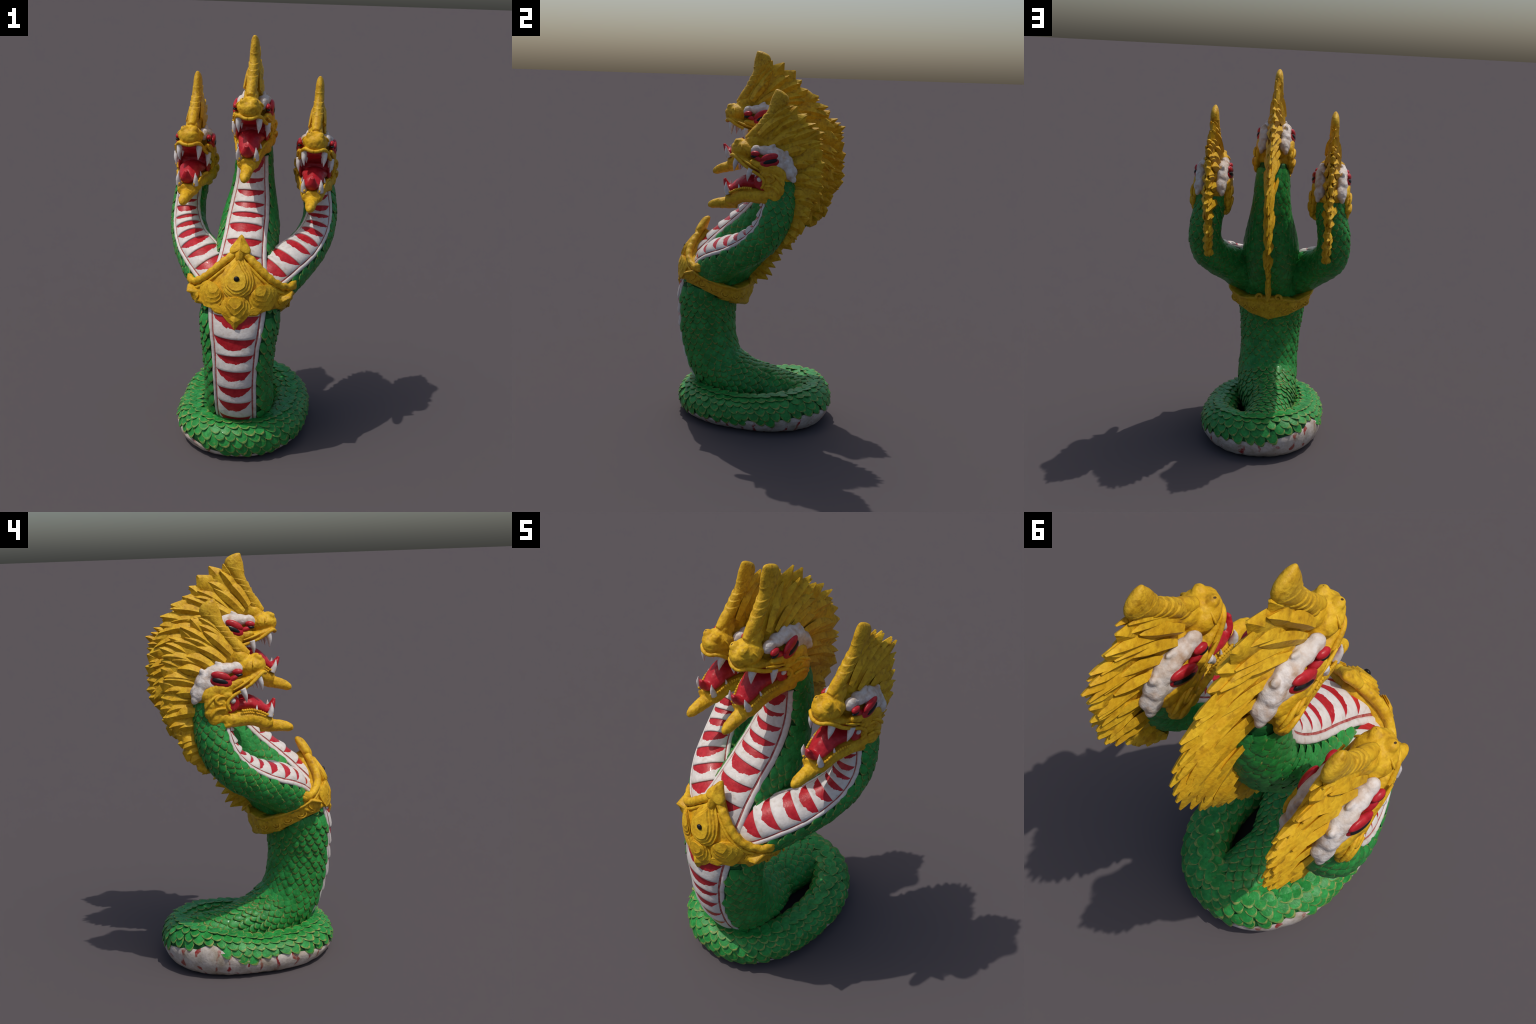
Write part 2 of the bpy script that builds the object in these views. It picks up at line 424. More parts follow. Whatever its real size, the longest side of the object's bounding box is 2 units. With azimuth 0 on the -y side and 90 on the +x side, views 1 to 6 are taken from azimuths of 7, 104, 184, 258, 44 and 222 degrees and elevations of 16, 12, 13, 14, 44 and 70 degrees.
def scale_tube(tube, l0, l1, size, is_trunk, host, skip):
    l, row = l0, 0
    while l < l1:
        C = tube.at(l)[0]; per = math.pi * (3 * (C[3] + C[4]) - math.sqrt((3 * C[3] + C[4]) * (C[3] + 3 * C[4])))
        sz = size(C); half = strip_half(tube, l, is_trunk)[1] if tube is not RING else .5
        n = max(6, int(round(per / sz))); w = per / n
        for k in range(n):
            th = 2 * math.pi * (k + .5 * (row % 2)) / n; th = (th + math.pi) % (2 * math.pi) - math.pi
            if abs(th) < half + .06: continue
            ll = l + rng.uniform(-.08, .08) * w
            p, nrm, T = tube.surf(ll, th)
            if skip(p): continue
            place(p, nrm, -T, w * 1.02, w * 1.02, w * 1.1, host)
        l += w * .74; row += 1

SN = list(SIDE.values())
belt_c = V3(0, -.25, .76)
def skip_trunk(p):
    if RING.inside(p, .97): return True
    if any(s.inside(p, .96) for s in SN): return True
    if .66 < p[2] < .76 and p[1] < -.02 and p[2] > .66 + .0: 
        return p[1] > -.2 and p[2] > .68 or p[1] <= -.2 and p[2] > .74
    return p[2] > 1.53
scale_tube(TRUNK, .02, TRUNK.len - .03, lambda c: np.interp(c[2], [.1, .25, .6, .8, 1.1, 1.4], [.040, .041, .041, .040, .038, .034]), True, body, skip_trunk)
def skip_side(p): return TRUNK.inside(p, .97) or (p[2] < .76)
for sg in (1, -1): scale_tube(SIDE[sg], .10, SIDE[sg].len - .02, lambda c: .0345, False, necks[sg], skip_side)
def scale_coil():
    """rows hang from the crest of the coil to the outside and to the inside, slanting along it"""
    for side in (1, -1):
        for r in range(8):
            nloc = 42 - (8 if side < 0 else 0)
            for k in range(nloc):
                l = RING.len * (k + .5 * (r % 2) + rng.uniform(-.16, .16)) / nloc
                C, T, B, W = RING.at(l); out = 1 if (W @ V3(C[0], C[1], 0)) > 0 else -1
                th = math.pi - (r * .34 - .06 + rng.uniform(-.04, .04)) * (1 if side > 0 else .98)
                th = th * out * side
                p, nrm, T = RING.surf(l, th)
                zmin = white_edge(p[0], p[1]) + .009 if side > 0 else .055
                if p[2] < zmin or TRUNK.inside(p, .99): continue
                dth = RING.surf(l, th - .05 * out * side)[0] - p
                down = dth / np.linalg.norm(dth) + T * .55
                w = RING.len / 42
                place(p, nrm, down, w * rng.uniform(.95, 1.18), w * rng.uniform(.9, 1.1), w * .29, coil)
scale_coil()

order = sorted(range(len(scale_list)), key=lambda i: -scale_list[i][0])
single = set(order[:300]); joined = {}
for i, (s, M, t, host) in enumerate(scale_list):
    if i in single: put("scale", TMESH[t], host, Matrix(M.tolist()))
    else: joined.setdefault(host.name, (host, []))[1].append((M, t))
for host, items in joined.values():
    B = Build()
    for M, t in items:
        v, f, m = TEMPL[t]; v = np.array(v) @ M[:3, :3].T + M[:3, 3]; B.add(v, f, m)
    me = fix_normals(B.mesh("scales", [GREEN, RIM, DARK_GREEN])); put("scales", me, host, kind="stuff")

# ------------------------------------------------------------------ the girdle
belt = empty("girdle", root)
def plate_y(x, z):
    """front face of the shield: leans back above, wraps round the body sideways"""
    y0 = np.interp(z, [.60, .69, .78, .86, .92, .97, 1.03, 1.12], [-.424, -.424, -.424, -.404, -.378, -.345, -.305, -.250])
    return float(y0 + 1.9 * x * x + 14 * x ** 4)
def on_plate(x, z, off):
    e = 1e-3
    nx = (plate_y(x + e, z) - plate_y(x - e, z)) / (2 * e); nz = (plate_y(x, z + e) - plate_y(x, z - e)) / (2 * e)
    n = V3(nx, -1, nz); n /= np.linalg.norm(n)
    return V3(x, plate_y(x, z), z) + n * off
zlow = lambda x: float(np.interp(abs(x), [0, .02, .05, .10, .15, .19, .22, .250], [.694, .708, .727, .753, .772, .772, .766, .790]))
ztop = lambda x: float(np.interp(abs(x), [0, .03, .075, .12, .17, .22, .250], [1.040, 1.022, .985, .944, .900, .868, .862]))
def shield():
    nx, nz = 61, 22; v = []
    X = np.linspace(-.250, .250, nx)
    for x in X:
        for k in np.linspace(0, 1, nz):
            e = min(k, 1 - k) * 2
            v.append(on_plate(x, zlow(x) + (ztop(x) - zlow(x)) * k, -.012 + .010 * min(1, e * 6) + .003 * noise.noise(Vector((x * 40, k * 8, 2)))))
    f = grid_faces(nx, nz); o = len(v)
    for x in X:
        for k in np.linspace(0, 1, nz): v.append(on_plate(x, zlow(x) + (ztop(x) - zlow(x)) * k, -.055))
    f += grid_faces(nx, nz, off=o)
    edge = [i * nz for i in range(nx)] + [(nx - 1) * nz + k for k in range(1, nz)] + [i * nz + nz - 1 for i in range(nx - 2, -1, -1)] + [k for k in range(nz - 2, -1, -1)]
    for a, b in zip(edge[:-1], edge[1:]): f.append((a, b, o + b, o + a))
    return fix_normals(mesh("shield", v, f, GOLD))
put("shield", shield(), belt)

def tiered(name, cx, cz, outline, tiers, base=0.0, rot=0.0, mat=None, keel=0.0, soft=.5):
    """carved petal: concentric terraces of one outline (list of x,z about the centre)"""
    P = np.array(outline, float); n = 48
    Q = np.vstack([P, P[:1]]); sm = catmull(Q, n + 1)[:-1]
    ql = np.r_[0, np.cumsum(np.linalg.norm(np.diff(Q, axis=0), axis=1))]; u = np.linspace(0, ql[-1], n + 1)[:-1]
    P = np.column_stack([np.interp(u, ql, Q[:, 0]), np.interp(u, ql, Q[:, 1])]) * (1 - soft) + sm * soft
    c, s = math.cos(rot), math.sin(rot); P = np.column_stack([P[:, 0] * c - P[:, 1] * s, P[:, 0] * s + P[:, 1] * c])
    v = []; rows = 0
    ph = rng.uniform(0, 9)
    for i, (k, h, dz) in enumerate(tiers):
        for j, (x, z) in enumerate(P):
            w = 1 + .05 * noise.noise(Vector((math.cos(j / n * 6.28) * 1.6, math.sin(j / n * 6.28) * 1.6, ph + i * .3)))
            X, Z = x * k * w - s * dz, z * k * w + c * dz
            v.append(on_plate(cx + X, cz + Z, base + h + keel * max(0, 1 - abs(X) / .02)))
        rows += 1
    f = grid_faces(rows, n, True); f.append(tuple(range((rows - 1) * n, rows * n)))
    me = fix_normals(mesh(name, v, f, mat or GOLD)); me.set_sharp_from_angle(angle=math.radians(32)); return put(name, me, belt)
def terraces(steps, h, ks, dz=0.0):
    out = [(1.04, -.02, 0)]; 
    for i, k in enumerate(ks):
        out += [(k, steps * i + h * .9, dz * i), (k * .97, steps * i + h, dz * i), (k * .86, steps * i + h * .95, dz * i)]
    out += [(.02, steps * (len(ks) - 1) + h * 1.1, dz * (len(ks) - 1))]
    return out
drop = [(0, .118), (.026, .076), (.058, .036), (.074, -.006), (.066, -.052), (.034, -.078), (0, -.086), (-.034, -.078), (-.066, -.052), (-.074, -.006), (-.058, .036), (-.026, .076)]
tiered("medallion", 0, .918, drop, terraces(.0065, .010, (1, .84, .68, .54), -.002), .003)
heart = [(0, -.062), (.025, -.045), (.052, -.012), (.050, .020), (.034, .042), (0, .046), (-.034, .042), (-.050, .020), (-.052, -.012), (-.025, -.045)]
tiered("pendant_petal", 0, .782, [(x * 1.32, z * 1.25) for x, z in heart], terraces(.007, .010, (1, .62)), -.002)
tiered("pendant_petal", 0, .802, heart, terraces(.007, .014, (1, .76, .50), .008), .000, 0, None, 0, .2)
tiered("pendant_point", 0, .722, [(0, -.034), (.018, -.010), (.034, .022), (.02, .04), (0, .045), (-.02, .04), (-.034, .022), (-.018, -.010)], [(1, -.04, 0), (1, .006, 0), (.8, .012, .004), (.05, .022, .01)], 0, 0, None, .006)
fan = [(0, -.070), (.030, -.052), (.056, -.026), (.062, .010), (.044, .040), (0, .052), (-.044, .040), (-.060, .010), (-.054, -.026), (-.028, -.052)]
for sd in (-1, 1):
    tiered("side_petal", sd * .120, .838, fan, terraces(.0060, .009, (1, .80, .60, .38), .0125), -.002, sd * .50)
    tiered("side_petal", sd * .088, .784, [(x * .8, z * .42) for x, z in fan], terraces(.005, .007, (1, .7)), -.004, sd * .42)
    tiered("rosette", sd * .213, .812, [(.026 * math.cos(t), .026 * math.sin(t)) for t in np.linspace(0, 6.283, 12, endpoint=False)], terraces(.006, .008, (1, .55)), -.002)
j_p = on_plate(0, .916, .033)
v, f = ellipsoid(j_p, (.0135, .009, .0135)); put("jewel", fix_normals(mesh("jewel", v, f, BLACK)), belt)
# moulded rolls along the upper edge, meeting under the finial
for sd in (-1, 1):
    xs = [.012, .035, .075, .12, .165, .21, .245]
    pts = [on_plate(sd * x, ztop(x) - .006, .004) for x in xs] + [V3(sd * .250, -.235, .868)]
    v, f = pipe(pts, [.015, .018, .020, .019, .018, .017, .016, .014], 12, 60)
    v = [p + V3(0, 0, .0025 * math.sin(p[0] * 210)) for p in v]
    put("edge_roll", fix_normals(mesh("edge_roll", v, f, GOLD)), belt)
    v, f = pipe([on_plate(sd * x, ztop(x) - .036, .0) for x in xs[1:]], .008, 8, 40)
    put("edge_bead", fix_normals(mesh("edge_bead", v, f, GOLD)), belt)
    # small upturned ear at the corner
    v, f = pipe([V3(sd * .226, -.278, .855), V3(sd * .246, -.250, .868), V3(sd * .258, -.228, .884)], [.020, .022, .010], 10, 14, (0, 0, 1), .7)
    put("corner_ear", fix_normals(mesh("corner_ear", v, f, GOLD)), belt)
# arrow finial with a keel
def finial():
    o = [(0, 1.122), (.020, 1.080), (.046, 1.052), (.051, 1.036), (.044, 1.018), (.030, 1.020), (.024, 1.030), (.018, 1.010), (.016, .985)]
    o = o + [(-x, z) for x, z in o[:0:-1]]
    v = []
    for k, off in ((1, -.022), (1, .004), (.86, .014), (.40, .020), (.03, .028)):
        for x, z in o: v.append(on_plate(x * k, 1.038 + (z - 1.045) * (k if k > .5 else .5 + k * .5), off + .012))
    n = len(o); f = grid_faces(5, n, True); f.append(tuple(range(n))); f.append(tuple(range(4 * n, 5 * n)))
    return bake(fix_normals(mesh("finial", v, f, GOLD)), [("SUBSURF", dict(levels=1))], GOLD)
put("finial", finial(), belt)
# band round the sides and the back
def band_at(ph):
    """ph in degrees from the front; returns x,y,ztop,zbot"""
    x = np.interp(ph, [60, 90, 120, 150, 180], [.226, .236, .213, .122, 0]); y = np.interp(ph, [60, 90, 120, 150, 180], [-.335, -.235, -.114, -.041, -.017])
    zt = np.interp(ph, [60, 78, 95, 115, 140, 160, 172, 180], [.83, .85, .815, .785, .752, .762, .772, .765]); zb = np.interp(ph, [60, 90, 115, 150, 180], [.770, .738, .693, .652, .622])
    return float(x), float(y), float(zt), float(zb)
def band():
    nph, B = 73, Build(); prof = [(0, -.06), (0, -.012), (.04, .0), (.12, .006), (.20, .001), (.30, .004), (.5, .010), (.7, .005), (.78, .003), (.86, .014), (.95, .016), (1, .006), (1, -.06)]
    rings = []
    for q in np.linspace(62, 298, nph):
        ph = q if q <= 180 else 360 - q; sg = 1 if q <= 180 else -1
        x, y, zt, zb = band_at(ph); x2, y2, *_ = band_at(min(ph + 2, 180)); x1, y1, *_ = band_at(ph - 2)
        n = V3(y2 - y1, -(x2 - x1), 0) if ph < 178 else V3(0, 1, 0); n = n / np.linalg.norm(n)
        n = n if n @ V3(x, y + .25, 0) > 0 else -n
        ring = []
        for k, o in prof:
            w = .004 * math.sin(q * .42) * math.exp(-((k - .5) / .18) ** 2)
            p = V3(x, y, zb + (zt - zb) * k) + n * (o + w - .026 + .034 * k); p[0] *= sg; ring.append(p)
        rings.append(ring)
    v, f = loft(rings); return fix_normals(mesh("band", v, f, GOLD_OLD))
put("band", band(), belt)
for sd in (-1, 1):
    # volute scrolls at the back and round bosses along the band
    pts, rad = [], []
    for k in range(15):
        t = k / 14; a = math.radians(200 - 330 * t); r = .020 * (1 - .62 * t)
        pts.append(V3(sd * (.050 + r * math.cos(a) * -1), -.006, .766 + r * math.sin(a))); rad.append(.0085 * (1 - .45 * t))
    v, f = pipe(pts, rad, 8, 50); put("volute", fix_normals(mesh("volute", v, f, GOLD_OLD)), belt)
    for ph, r in ((76, .017), (92, .020), (108, .018), (124, .020), (142, .019), (160, .018)):
        x, y, zt, zb = band_at(ph); x2, y2, *_ = band_at(ph + 2); t = V3(sd * (x2 - x), y2 - y, 0); t /= np.linalg.norm(t); n = np.cross(t, V3(0, 0, 1)) * sd * -1
        if n @ V3(sd * x, y + .25, 0) < 0: n = -n
        c = V3(sd * x, y, zb + (zt - zb) * .46) + n * -.006
        B = Build()
        for rr, tr in ((r, .0042), (r * .45, .006)):
            loop = [c + rr * (t * math.cos(a) * 1.25 + V3(0, 0, 1) * math.sin(a)) for a in np.linspace(0, 2 * math.pi, 20, endpoint=False)]
            rings = [[p + tr * (math.cos(b) * (p - c) / max(np.linalg.norm(p - c), 1e-6) + math.sin(b) * n) for b in np.linspace(0, 2 * math.pi, 8, endpoint=False)] for p in loop]
            B.add([p for r_ in rings for p in r_], grid_faces(20, 8, True, True))
        put("boss", fix_normals(B.mesh("boss", [GOLD_OLD])), belt)

# ------------------------------------------------------------------ heads (built once round the middle head's place)
H0 = V3(0, .05, 1.60)            # origin of a head
def hm(name, v, f, mats, fm=None): return fix_normals(mesh(name, [np.asarray(p) - H0 for p in v], f, mats, fm))
def fused(name, parts, mat, voxel=.0042, smooth=6, rough=.0025, rs=38, passes=1):
    """lumps merged to one skin: voxel remesh, smoothing, then small carved unevenness"""
    B = Build()
    for v, f in parts: B.add([np.asarray(p) - H0 for p in v], f)
    me = fix_normals(B.mesh(name, [mat]))
    me = bake(me, [("REMESH", dict(mode="VOXEL", voxel_size=voxel)), ("SMOOTH", dict(factor=.5, iterations=smooth))], mat)
    nrm = [v.normal.copy() for v in me.vertices]
    for v, n in zip(me.vertices, nrm):
        q = v.co * rs; d = noise.noise(Vector((q.x, q.y * 1.0, q.z))) + .5 * noise.noise(q * 2.3)
        v.co += n * d * rough
    me.name = name; return me
E = ellipsoid
def both(c, r, rot=None):
    out = []
    for sg in (1, -1):
        R = None
        if rot is not None:
            S = np.diag([sg, 1, 1]); R = S @ rot @ S
        out.append(E((c[0] * sg, c[1], c[2]), r, R))
    return out
def yz_loft(rows, ns=20, sq=2.4):
    """cross-sections along the head: y, z, half width, half height, tilt(deg)"""
    C = catmull([(0, y, z, w, h, t) for y, z, w, h, t in rows], 5 * len(rows)); rings = []
    for _, y, z, w, h, t in C:
        R = rotx(t); ring = []
        for a in np.linspace(0, 2 * math.pi, ns, endpoint=False):
            ca, sa = math.cos(a), math.sin(a)
            p = V3(w * math.copysign(abs(ca) ** (2 / sq), ca), 0, h * math.copysign(abs(sa) ** (2 / sq), sa))
            ring.append(V3(0, y, z) + R @ p)
        rings.append(ring)
    return loft(rings)

HEAD = []                        # (name, mesh)
# upper head: snout, bridge, skull, cheeks
up = [E((0, -.116, 1.676), (.061, .074, .048)), E((0, -.150, 1.668), (.046, .038, .042)),
      E((0, -.082, 1.720), (.034, .055, .042), rotx(40)), E((0, -.062, 1.752), (.024, .035, .055), rotx(-28)),
      E((0, .045, 1.660), (.062, .112, .066)), E((0, .090, 1.600), (.084, .085, .070)),
      yz_loft([(-.165, 1.646, .038, .012, 0), (-.140, 1.640, .056, .016, 0), (-.08, 1.622, .068, .020, -8), (-.02, 1.608, .078, .024, -10), (.04, 1.592, .088, .030, -10), (.09, 1.58, .092, .034, -5)])]
up += both((.074, .055, 1.612), (.026, .085, .042), rotx(-12)) + both((.078, .074, 1.545), (.022, .056, .050)) + [E((0, .10, 1.54), (.086, .05, .06)), E((0, -.035, 1.775), (.024, .040, .060), rotx(-25)), E((0, .0, 1.76), (.026, .05, .04)), E((0, .02, 1.728), (.030, .075, .040))]
up += both((.024, -.153, 1.706), (.020, .022, .019)) + both((.083, .085, 1.560), (.022, .052, .040)) + both((.087, .108, 1.528), (.018, .034, .034)) + both((.072, -.015, 1.625), (.022, .05, .020), rotx(-12)) + both((.083, .035, 1.588), (.018, .036, .018))
HEAD.append(("upper_head", fused("upper_head", up, GOLD, .004, 5, .0026, 42)))
# nostrils: small dark brown ellipsoids
for sg in (1, -1):
    v, f = E((sg * .027, -.163, 1.716), (.0070, .009, .0050), rotx(35)); HEAD.append(("nostril", hm("nostril", v, f, PIT)))
# carved wrinkles over the snout
for k in range(4):
    r = .030 + .012 * k
    pts = [V3(r * math.sin(a) * 1.0, -.180 + .014 * k + .020 * (math.sin(a) ** 2), 1.664 + .55 * r * math.cos(a) + .004 * k) for a in np.linspace(-1.45, 1.45, 11)]
    v, f = pipe(pts, [.002] + [.0042] * 9 + [.002], 6, 36); HEAD.append(("snout_wrinkle", hm("snout_wrinkle", v, f, GOLD)))
# lips: rolled rim round the upper jaw, curling at the mouth corner
lip = []
for sg in (1, -1):
    pts = [V3(sg * x, y, z) for x, y, z in ((.0, -.178, 1.630), (.022, -.175, 1.634), (.044, -.160, 1.642), (.058, -.138, 1.634), (.068, -.100, 1.612), (.076, -.060, 1.597), (.084, -.020, 1.585), (.090, .016, 1.572), (.092, .036, 1.546), (.086, .024, 1.516))]
    v, f = pipe(pts, [.0085, .0088, .0092, .009, .0085, .008, .008, .0085, .008, .006], 9, 70); HEAD.append(("lip", hm("lip", v, f, GOLD)))
    for pts, r in (([(.096, .036, 1.585), (.102, .060, 1.592), (.105, .082, 1.580), (.103, .074, 1.562), (.100, .054, 1.558)], .007),
                   ([(.092, .05, 1.600), (.101, .085, 1.594), (.103, .115, 1.575), (.098, .135, 1.555)], .007),
                   ([(.100, .045, 1.535), (.106, .085, 1.540), (.104, .115, 1.520), (.096, .120, 1.500)], .008),
                   ([(.080, -.095, 1.632), (.086, -.050, 1.616), (.092, -.005, 1.604)], .006)):
        v, f = pipe([V3(sg * a, b, c) for a, b, c in pts], [r * .6] + [r] * (len(pts) - 2) + [r * .5], 8, 30); HEAD.append(("cheek_fold", hm("cheek_fold", v, f, GOLD)))
# lower jaw with chin barb
jaw = [yz_loft([(.125, 1.530, .090, .030, 10), (.080, 1.504, .097, .040, 6), (.03, 1.474, .088, .043, 6), (-.03, 1.463, .075, .040, 4), (-.085, 1.446, .063, .038, 12), (-.130, 1.416, .053, .037, 18), (-.162, 1.412, .043, .028, 10)])]
jaw += [pipe([V3(0, -.110, 1.404), V3(0, -.160, 1.388), V3(0, -.205, 1.374), V3(0, -.238, 1.358), V3(0, -.254, 1.348)], [.034, .030, .0265, .020, .007], 14, 30)]
jaw += both((.068, .055, 1.457), (.022, .034, .018)) + both((.062, .09, 1.472), (.024, .034, .022)) + [E((0, -.235, 1.364), (.019, .020, .018))] + both((.088, .098, 1.502), (.017, .034, .034))
HEAD.append(("lower_jaw", fused("lower_jaw", jaw, GOLD, .004, 4, .0022, 45)))
B = Build()
for sg in (1, -1):
    pts = catmull([(sg * .036, -.165, 1.443), (sg * .050, -.140, 1.452), (sg * .058, -.11, 1.474), (sg * .066, -.07, 1.494), (sg * .076, -.03, 1.502)], 15)
    for p in pts:
        v, f = E(p, (.006, .0065, .007 * rng.uniform(.8, 1.2)), None, 8, 6); B.add(v, f)
HEAD.append(("gum_bead", fix_normals(mesh("gum_bead", [p - H0 for p in B.v], B.f, GOLD))))
# mouth lining and tongue
HEAD.append(("palate", fused("palate", [yz_loft([(-.150, 1.628, .036, .010, 0), (-.10, 1.610, .054, .012, -10), (-.03, 1.594, .066, .014, -10), (.03, 1.575, .076, .016, -10)]), E((0, .015, 1.550), (.076, .045, .050))] + both((.069, .022, 1.548), (.013, .050, .046)), RED, .005, 3, .0015, 30)))
tong = yz_loft([(.04, 1.532, .074, .034, 0), (-.03, 1.525, .064, .038, 4), (-.080, 1.515, .055, .038, 14), (-.118, 1.486, .047, .034, 22), (-.150, 1.466, .034, .022, 8), (-.176, 1.476, .026, .018, -30), (-.196, 1.508, .010, .007, -50)], 18, 1.7)
HEAD.append(("tongue", fused("tongue", [tong], RED, .004, 2, .0015, 40)))
# fangs and molars
def fang(base, tip, r, bend=(0, 0, 0)):
    b, t = np.array(base, float), np.array(tip, float); m = (b + t) / 2 + np.array(bend)
    return pipe([b, m, t], [r, r * .66, r * .06], 10, 14)
for sg in (1, -1):
    for b, t, r, bd in (((.047, -.134, 1.630), (.046, -.141, 1.561), .0170, (.003, -.004, 0)), ((.038, -.100, 1.618), (.037, -.112, 1.575), .0085, (0, 0, 0)),
                        ((.078, -.048, 1.598), (.076, -.056, 1.532), .0160, (.004, -.003, 0)), ((.070, -.018, 1.588), (.066, -.022, 1.548), .009, (0, 0, 0)),
                        ((.040, -.150, 1.440), (.041, -.172, 1.499), .0155, (.003, -.004, 0)), ((.055, -.095, 1.485), (.054, -.102, 1.508), .006, (0, 0, 0))):
        v, f = fang([b[0] * sg, b[1], b[2]], [t[0] * sg, t[1], t[2]], r, [bd[0] * sg, bd[1], bd[2]]); HEAD.append(("fang", hm("fang", v, f, FANG)))
    v, f = E((sg * .079, .004, 1.556), (.010, .013, .012)); HEAD.append(("molar", hm("molar", v, f, FANG)))
# brow: white knobbly patch round the eyes
brow = []
brow += both((.054, -.046, 1.690), (.024, .030, .031)) + both((.060, -.002, 1.697), (.024, .036, .023)) + both((.066, .055, 1.690), (.024, .048, .030), rotx(-14))
brow += both((.052, .020, 1.722), (.011, .030, .012), rotx(38)) + both((.066, .108, 1.660), (.024, .046, .034), rotx(-42)) + both((.068, .142, 1.622), (.022, .038, .030), rotx(-58)) + both((.066, .166, 1.597), (.016, .022, .018), rotx(-50))
brow += both((.068, .065, 1.640), (.026, .068, .026), rotx(12)) + both((.060, .106, 1.709), (.013, .014, .018)) + both((.044, .060, 1.713), (.016, .028, .013))
brow += both((.046, .000, 1.706), (.022, .040, .018)) + both((.047, .060, 1.702), (.024, .050, .024), rotx(-10)) + both((.049, .112, 1.672), (.025, .046, .032), rotx(-42)) + both((.050, .146, 1.630), (.025, .036, .030), rotx(-58))
brow = [([V3(p[0] * .93, p[1], p[2] - .002) for p in v], f) for v, f in brow]
HEAD.append(("brow", fused("brow", brow, BROW, .004, 14, .0030, 30)))
# eyes: lid, black slit and red lower rim, front and rear
for sg in (1, -1):
    for nm, c, r, tilt, mat in (("eye_rim", (.0800, .038, 1.648), (.020, .050, .029), 22, RED), ("eyelid", (.0860, .034, 1.675), (.014, .044, .020), 26, RED), ("pupil", (.0905, .041, 1.655), (.0110, .038, .0145), 26, BLACK),
                                ("eyelid", (.0765, -.043, 1.676), (.013, .023, .014), 8, RED), ("pupil", (.0785, -.044, 1.661), (.0105, .020, .008), 4, BLACK), ("eye_rim", (.0755, -.018, 1.652), (.012, .032, .012), -20, RED)):
        v, f = E((c[0] * sg, c[1], c[2]), r, rotz(sg * 6) @ rotx(tilt), 24, 14); HEAD.append((nm, hm(nm, v, f, mat)))
# crown spine: banded front edge and rounded tip
def crown():
    sp = catmull([(0, -.090, 1.752, .026, .030), (0, -.074, 1.800, .027, .034), (0, -.050, 1.850, .025, .036), (0, -.022, 1.905, .023, .038), (0, -.014, 1.938, .022, .046), (0, -.014, 1.966, .020, .040), (0, -.016, 1.986, .015, .024), (0, -.020, 1.9975, .007, .010), (0, -.021, 2.000, .002, .003)], 120)
    rings = []
    for i, (x, y, z, w, d) in enumerate(sp):
        k = 1 + (.13 * ((z * 27 + .25 * math.sin(z * 61)) % 1.0 - .5) if z < 1.93 else 0)
        rings.append([V3(w * k * math.cos(a), y + d * k * math.sin(a) + d * .45, z + .28 * d * math.sin(a)) for a in np.linspace(0, 2 * math.pi, 18, endpoint=False)])
    return loft(rings)
v, f = crown(); HEAD.append(("crown_spine", hm("crown_spine", v, f, GOLD_OLD)))
v, f = pipe([V3(0, -.118, 1.728), V3(0, -.096, 1.752), V3(0, -.078, 1.785), V3(0, -.066, 1.815)], [.018, .024, .022, .010], 12, 24); HEAD.append(("forehead_boss", hm("forehead_boss", v, f, GOLD)))

# crests: a thin core and hair locks running from the brow line to the outline
IN_C = [(-.050, 1.82), (.0, 1.765), (.04, 1.745), (.085, 1.722), (.12, 1.695), (.145, 1.66), (.165, 1.62), (.178, 1.575), (.185, 1.53), (.195, 1.48), (.205, 1.42), (.212, 1.35), (.208, 1.28), (.190, 1.20), (.155, 1.12), (.115, 1.06), (.075, 1.00), (.035, .945), (-.005, .895), (-.04, .85), (-.07, .80)]
OUT_C = [(.045, 1.950), (.130, 1.930), (.210, 1.865), (.282, 1.788), (.340, 1.745), (.380, 1.668), (.404, 1.60), (.414, 1.53), (.414, 1.45), (.405, 1.36), (.390, 1.30), (.358, 1.24), (.330, 1.178), (.290, 1.108), (.250, 1.048), (.212, .980), (.170, .938), (.138, .898), (.105, .845), (.065, .785), (-.005, .745)]
IN_S = [(-.050, 1.82), (.0, 1.765), (.04, 1.745), (.085, 1.722), (.12, 1.695), (.145, 1.66), (.162, 1.62), (.172, 1.58), (.175, 1.54), (.182, 1.50), (.190, 1.45), (.190, 1.40), (.184, 1.35), (.178, 1.31), (.170, 1.27)]
OUT_S = [(.045, 1.950), (.130, 1.930), (.200, 1.870), (.245, 1.830), (.272, 1.775), (.285, 1.72), (.298, 1.665), (.311, 1.61), (.316, 1.56), (.304, 1.51), (.282, 1.46), (.272, 1.40), (.250, 1.335), (.225, 1.285), (.190, 1.245)]
